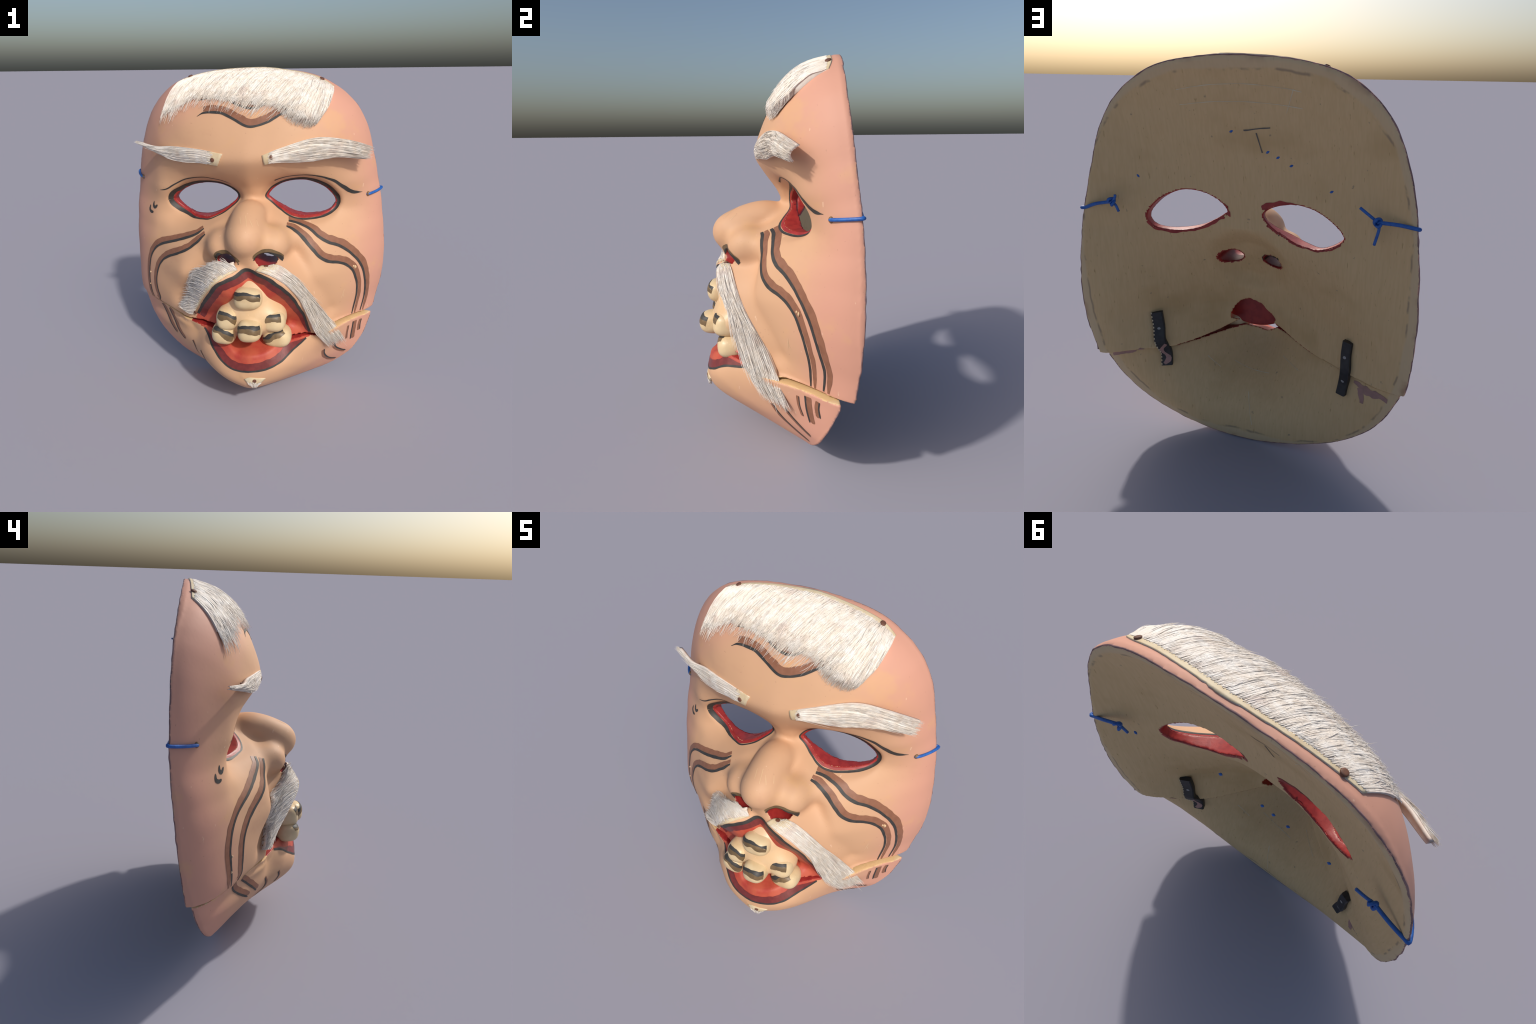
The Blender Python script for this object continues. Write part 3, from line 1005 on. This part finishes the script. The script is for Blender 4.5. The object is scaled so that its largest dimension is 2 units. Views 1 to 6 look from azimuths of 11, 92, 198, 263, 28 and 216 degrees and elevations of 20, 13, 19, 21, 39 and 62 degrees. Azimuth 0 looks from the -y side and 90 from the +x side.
brow = Pelt(along([(.121, -.075, 1.551), (.22, -.06, 1.59), (.40, .01, 1.64), (.56, .05, 1.63), (.705, .12, 1.585)],
                  [(.131, -.064, 1.499), (.21, -.055, 1.515), (.38, -.01, 1.515), (.53, .025, 1.535), (.677, .095, 1.517)],
                  [0, 0, .3, .9, 1], [.006, .014, .03, .04, .04], 5, .025), 22, 40, 0, 4)
b_ = brow.slab('eyebrow', 'pelt', root, .018)
brow.slab('hide_strip', 'hide', b_, .012, 0, 6, .0012)
brow.strands('eyebrow_hair', b_, 900, (.08, .75), (.2, .5), 0, .0016, 6, loose=.012, over=1.0)
a, b = snap((.171, -.057, 1.543))
nail(a + b * .012, b, .013, parent=b_)
brow = Pelt(along([(-.102, -.070, 1.553), (-.25, -.04, 1.572), (-.42, .02, 1.577), (-.55, .05, 1.572), (-.683, .130, 1.588)],
                  [(-.137, -.055, 1.484), (-.25, -.04, 1.497), (-.40, .01, 1.497), (-.53, .05, 1.53), (-.680, .134, 1.572)],
                  [0, 0, .1, .8, 1], [.006, .012, .022, .03, .03], 5, .012), 18, 40, 0, 5)
b_ = brow.slab('eyebrow', 'pelt', root, .016)
brow.slab('hide_strip', 'hide', b_, .012, 0, 7, .0012)
brow.strands('eyebrow_hair', b_, 700, (.08, .75), (.2, .5), 0, .0015, 7, loose=.010, over=1.0)
for c in ((-.160, -.056, 1.521), (-.50, .07, 1.555)):
    a, b = snap(c)
    nail(a + b * .012, b, .012, parent=b_)

OUTER = [(.165, -.22, .975), (.236, -.199, .952), (.299, -.177, .899), (.349, -.145, .832), (.392, -.099, .75), (.43, -.053, .68),
         (.492, -.005, .593), (.560, .045, .48), (.605, .085, .395)]
INNER = [(.118, -.262, .945), (.185, -.276, .934), (.248, -.269, .898), (.297, -.252, .853), (.339, -.225, .796), (.364, -.204, .745),
         (.41, -.177, .634), (.445, -.13, .52), (.50, -.05, .415)]
mous = Pelt(along(OUTER, INNER, [0, 0, .2, .3, .4, .5, .6, .8, .8], [.006, .008, .010, .010, .010, .010, .012, .012, .010], 5, .006), 18, 50, 0, 6)
b_ = mous.slab('moustache', 'pelt', root, .014, 0, 44)
mous.slab('hide_strip', 'hide', b_, .008, 0, 10, .0015)
mous.strands('moustache_hair', b_, 1400, (.05, .8), (.2, .5), 0, .0015, 8, loose=.018, over=1.02)
a, b = snap((.171, -.239, .957))
nail(a + b * .011, b, .013, parent=b_)

LIP_SIDE = [(.02, -.28, .955), (-.05, -.31, .915), (-.115, -.325, .865), (-.175, -.275, .785), (-.235, -.20, .69), (-.30, -.13, .575)]
TIP_SIDE = [(-.02, -.26, .985), (-.16, -.22, .945), (-.27, -.16, .885), (-.32, -.13, .79), (-.345, -.11, .70), (-.375, -.07, .60)]
rails = []
for a, b in zip(LIP_SIDE, TIP_SIDE):
    a, b = np.array(a), np.array(b)
    rails.append([(*(a + (b - a) * t), l, 0) for t, l in ((0, .006), (.3, .02), (.7, .03), (1, .03))])
mous = Pelt(rails, 40, 22, .006, 7)
b_ = mous.slab('moustache', 'pelt', root, .02)
mous.slab('hide_strip', 'hide', b_, .008, 0, 4, .0015)
mous.strands('moustache_hair', b_, 1500, (.04, .6), (.4, .8), .10, .0015, 9, loose=.02, over=1.12)
for c in ((-.05, -.273, .934), (-.285, -.135, .60)):
    a, b = snap(c)
    nail(a + b * .014, b, .012, parent=b_)

tuft = Pelt([[(.062, -.37, .303, .004, 0), (.075, -.37, .29, .006, 0), (.10, -.36, .262, .006, 0)],
             [(.095, -.36, .322, .006, 0), (.11, -.36, .30, .010, 0), (.115, -.35, .255, .012, 0)],
             [(.14, -.35, .318, .006, 0), (.13, -.35, .295, .010, 0), (.128, -.35, .255, .012, 0)],
             [(.185, -.34, .311, .004, 0), (.165, -.34, .29, .006, 0), (.142, -.345, .265, .006, 0)]], 14, 12, 0, 8)
b_ = tuft.slab('chin_tuft', 'hide', root, .008)
tuft.strands('chin_hair', b_, 90, (.5, .8), (.5, .8), 0, .0018, 10, loose=.01, over=1.1)
a, b = snap((.122, -.358, .302))
nail(a + b * .010, b, .012, parent=b_)

# ------------------------------------------------------------------ blue cords
def cord(points, name='cord', parent=None, r=.0082):
    C = even(catmull(points, 10), .006)
    V, F = tube(C, r, 10)
    return make_object(name, V, F, [MAT['cord']], parent or root)


for sgn, hole, rim, knot, tails in (
        (1, (.711, .256, 1.283), (.788, .378, 1.300), (.632, .352, 1.338), ([(.61, .36, 1.36), (.605, .362, 1.375)], [(.615, .35, 1.32), (.605, .345, 1.29)])),
        (-1, (-.735, .272, 1.341), (-.801, .394, 1.360), (-.635, .352, 1.362), ([(-.60, .36, 1.39), (-.56, .365, 1.42)], [(-.64, .34, 1.33), (-.625, .34, 1.26)]))):
    h, hn = snap(hole)
    r0 = np.array(rim)
    m1 = np.array(hole) * .5 + r0 * .5 + np.array((sgn * .012, -.004, 0))
    c = cord([h - hn * .03, h + hn * .006, m1, r0 + np.array((sgn * .003, -.002, 0)), r0 + np.array((-sgn * .02, -.002, .003)),
              np.array(rim) * .5 + np.array(knot) * .5 + np.array((0, .006, .006)), np.array(knot)])
    for t in tails:
        cord([knot] + t, 'cord_tail', c, .0065)
    th = np.linspace(0, 4.5 * math.pi, 40)
    coil = [np.array(knot) + np.array((.014 * math.cos(q), .010 * math.sin(2 * q) + .006, .016 * math.sin(q))) for q in th]
    V, F = tube(coil, .0072, 8)
    make_object('knot', V, F, [MAT['cord']], c)
    V, F = superellipsoid(h + hn * .001, (.012, .012, .014), 2, 10)
    make_object('cord_hole_dark_plug', V, F, [MAT['umber']], c)  # no hole is cut: solid dark blob set where the cord enters
for p, d in (((-.166, .378, 1.621), (.8, 0, -.5)), ((-.21, .375, 1.601), (.8, 0, -.4)), ((-.267, .37, 1.57), (.8, 0, -.4)),
             ((-.439, .362, 1.474), (.85, 0, -.45)), ((-.012, .397, 1.70), (.8, 0, -.3)), ((.457, .382, 1.48), (.5, 0, .5))):
    d = unit(np.array(d)) * .009
    V, F = tube([np.array(p) - d, np.array(p) - d * .3, np.array(p) + d * .3, np.array(p) + d], [.001, .005, .005, .001], 6)
    make_object('cord_fragment', V, F, [MAT['cord']], root)

# ------------------------------------------------------------------ leather hinges
for pts, wide, nails in (([(.533, .70), (.520, .62), (.508, .54), (.495, .46), (.486, .385)], .062, [.3]),
                         ([(-.530, .72), (-.525, .65), (-.528, .57), (-.520, .49), (-.512, .43)], .050, [.28, .72])):
    C = [from_back(*p) for p in pts]
    P = even(catmull([c[0] for c in C], 8), .01)
    V, F = [], []
    n = len(P)
    N0 = unit(np.mean([c[1] for c in C], 0) + np.array((0, .6, 0)))
    T = np.gradient(P, axis=0)
    for i in range(n):
        lat = unit(np.cross(T[i], N0))
        for a, b in ((-1, .0), (-1, .024), (-.8, .029), (.8, .029), (1, .024), (1, .0)):
            V.append(P[i] + lat * a * wide / 2 + N0 * b)
    for i in range(n - 1):
        for k in range(6):
            F.append((i * 6 + k, i * 6 + (k + 1) % 6, (i + 1) * 6 + (k + 1) % 6, (i + 1) * 6 + k))
    F.append(tuple(range(6))[::-1])
    F.append(tuple(range((n - 1) * 6, n * 6)))
    hinge = make_object('leather_hinge', V, F, [MAT['leather']], root, smooth=False)
    for t in nails:
        nail(P[int(t * n)] + N0 * .028, N0, .010, 'steel', hinge)
    if nails == [.3]:
        tree = BVHTree.FromPolygons([Vector(p) for p in V], [f for f in F if len(f) == 4])
        m = len(P)
        g = lambda t, a: P[int(t * (m - 1))] + N0 * .03 + unit(np.cross(T[int(t * (m - 1))], N0)) * a
        stroke('paint_spill', 'pink', [g(.60, -.022), g(.66, 0.006), g(.74, .016), g(.82, -.002), g(.90, -.010), g(.98, .012)], .022,
               tree=tree, parent=hinge, seed=90, rough=.3)
        for t in np.linspace(.03, .97, 17):
            a = g(t, .027)
            sv, sf = superellipsoid(a, (.0035, .003, .006), 2, 6)
            make_object('stitch', sv, sf, [MAT['hide']], hinge)

# ------------------------------------------------------------------ marks on the bare back
stroke('pencil_mark', 'pencil', [(.005, 1.688), (-.058, 1.698), (-.125, 1.705)], .006, back=True, rough=.2, seed=91)
stroke('pencil_mark', 'pencil', [(-.054, 1.679), (-.065, 1.635), (-.076, 1.59)], .006, back=True, rough=.2, seed=92)
stroke('paint_smear', 'red', [(-.068, 1.285), (-.072, 1.325), (-.10, 1.340), (-.17, 1.358), (-.235, 1.356)], [.016, .03, .022, .022, .008], back=True, rough=.25, seed=93)
stroke('paint_smear', 'red', [(-.088, 1.242), (-.13, 1.20), (-.20, 1.166), (-.29, 1.152), (-.37, 1.165), (-.43, 1.203)], [.012, .012, .014, .010, .008, .006], back=True, rough=.4, seed=94)
stroke('paint_smear', 'red', [(.518, 1.225), (.49, 1.19), (.42, 1.170), (.34, 1.170), (.26, 1.192), (.17, 1.242), (.132, 1.270), (.134, 1.30)],
       [.012, .012, .014, .014, .010, .012, .02, .012], back=True, rough=.5, seed=95)
stroke('paint_smear', 'pink', [(-.568, .515), (-.65, .505), (-.74, .495)], [.02, .035, .03], back=True, rough=.3, seed=96)
stroke('paint_smear', 'pink', [(-.60, .50), (-.612, .46), (-.615, .43)], .028, back=True, rough=.3, seed=97)
stroke('paint_smear', 'pink', [(.75, .462), (.66, .478), (.56, .492)], .02, back=True, rough=.3, seed=98)

for z0, sag in ((1.885, .030), (1.812, .022)):
    stroke('scratch', 'hide', [(x_, z0 - sag * (x_ / .3) ** 2) for x_ in (.30, .18, .06, -.06, -.18, -.28)], .0028, back=True, rough=.4, lift=.0008, seed=101)
for g in ([(-.245, 1.87), (-.205, 1.77)], [(.16, .36), (.05, .33), (-.06, .335)], [(.30, .40), (.22, .34)], [(-.12, .42), (-.24, .41)], [(.03, .25), (-.02, .10)]):
    stroke('scratch', 'hide', g, .0028, back=True, rough=.4, lift=.0008, seed=102)
# chips and scratches in the paint
for c, r in (((.655, .131, .854), .013), ((.648, .120, .862), .008), ((-.665, .11, .74), .007), ((-.668, .12, .655), .006)):
    a, b = snap(c)
    V, F = superellipsoid(a, (r * .8, .005, r), 2, 8, .2, 3)
    make_object('paint_chip', V, F, [MAT['gum']], root)
for g in ([(.02, 1.235), (.035, 1.21)], [(.05, 1.24), (.07, 1.20)], [(.075, 1.225), (.10, 1.195)], [(.11, 1.215), (.125, 1.19)], [(.60, .72), (.585, .66)], [(.592, .70), (.60, .665)]):
    stroke('scratch', 'gum', g, .0026, rough=.4, lift=.0008, seed=103)
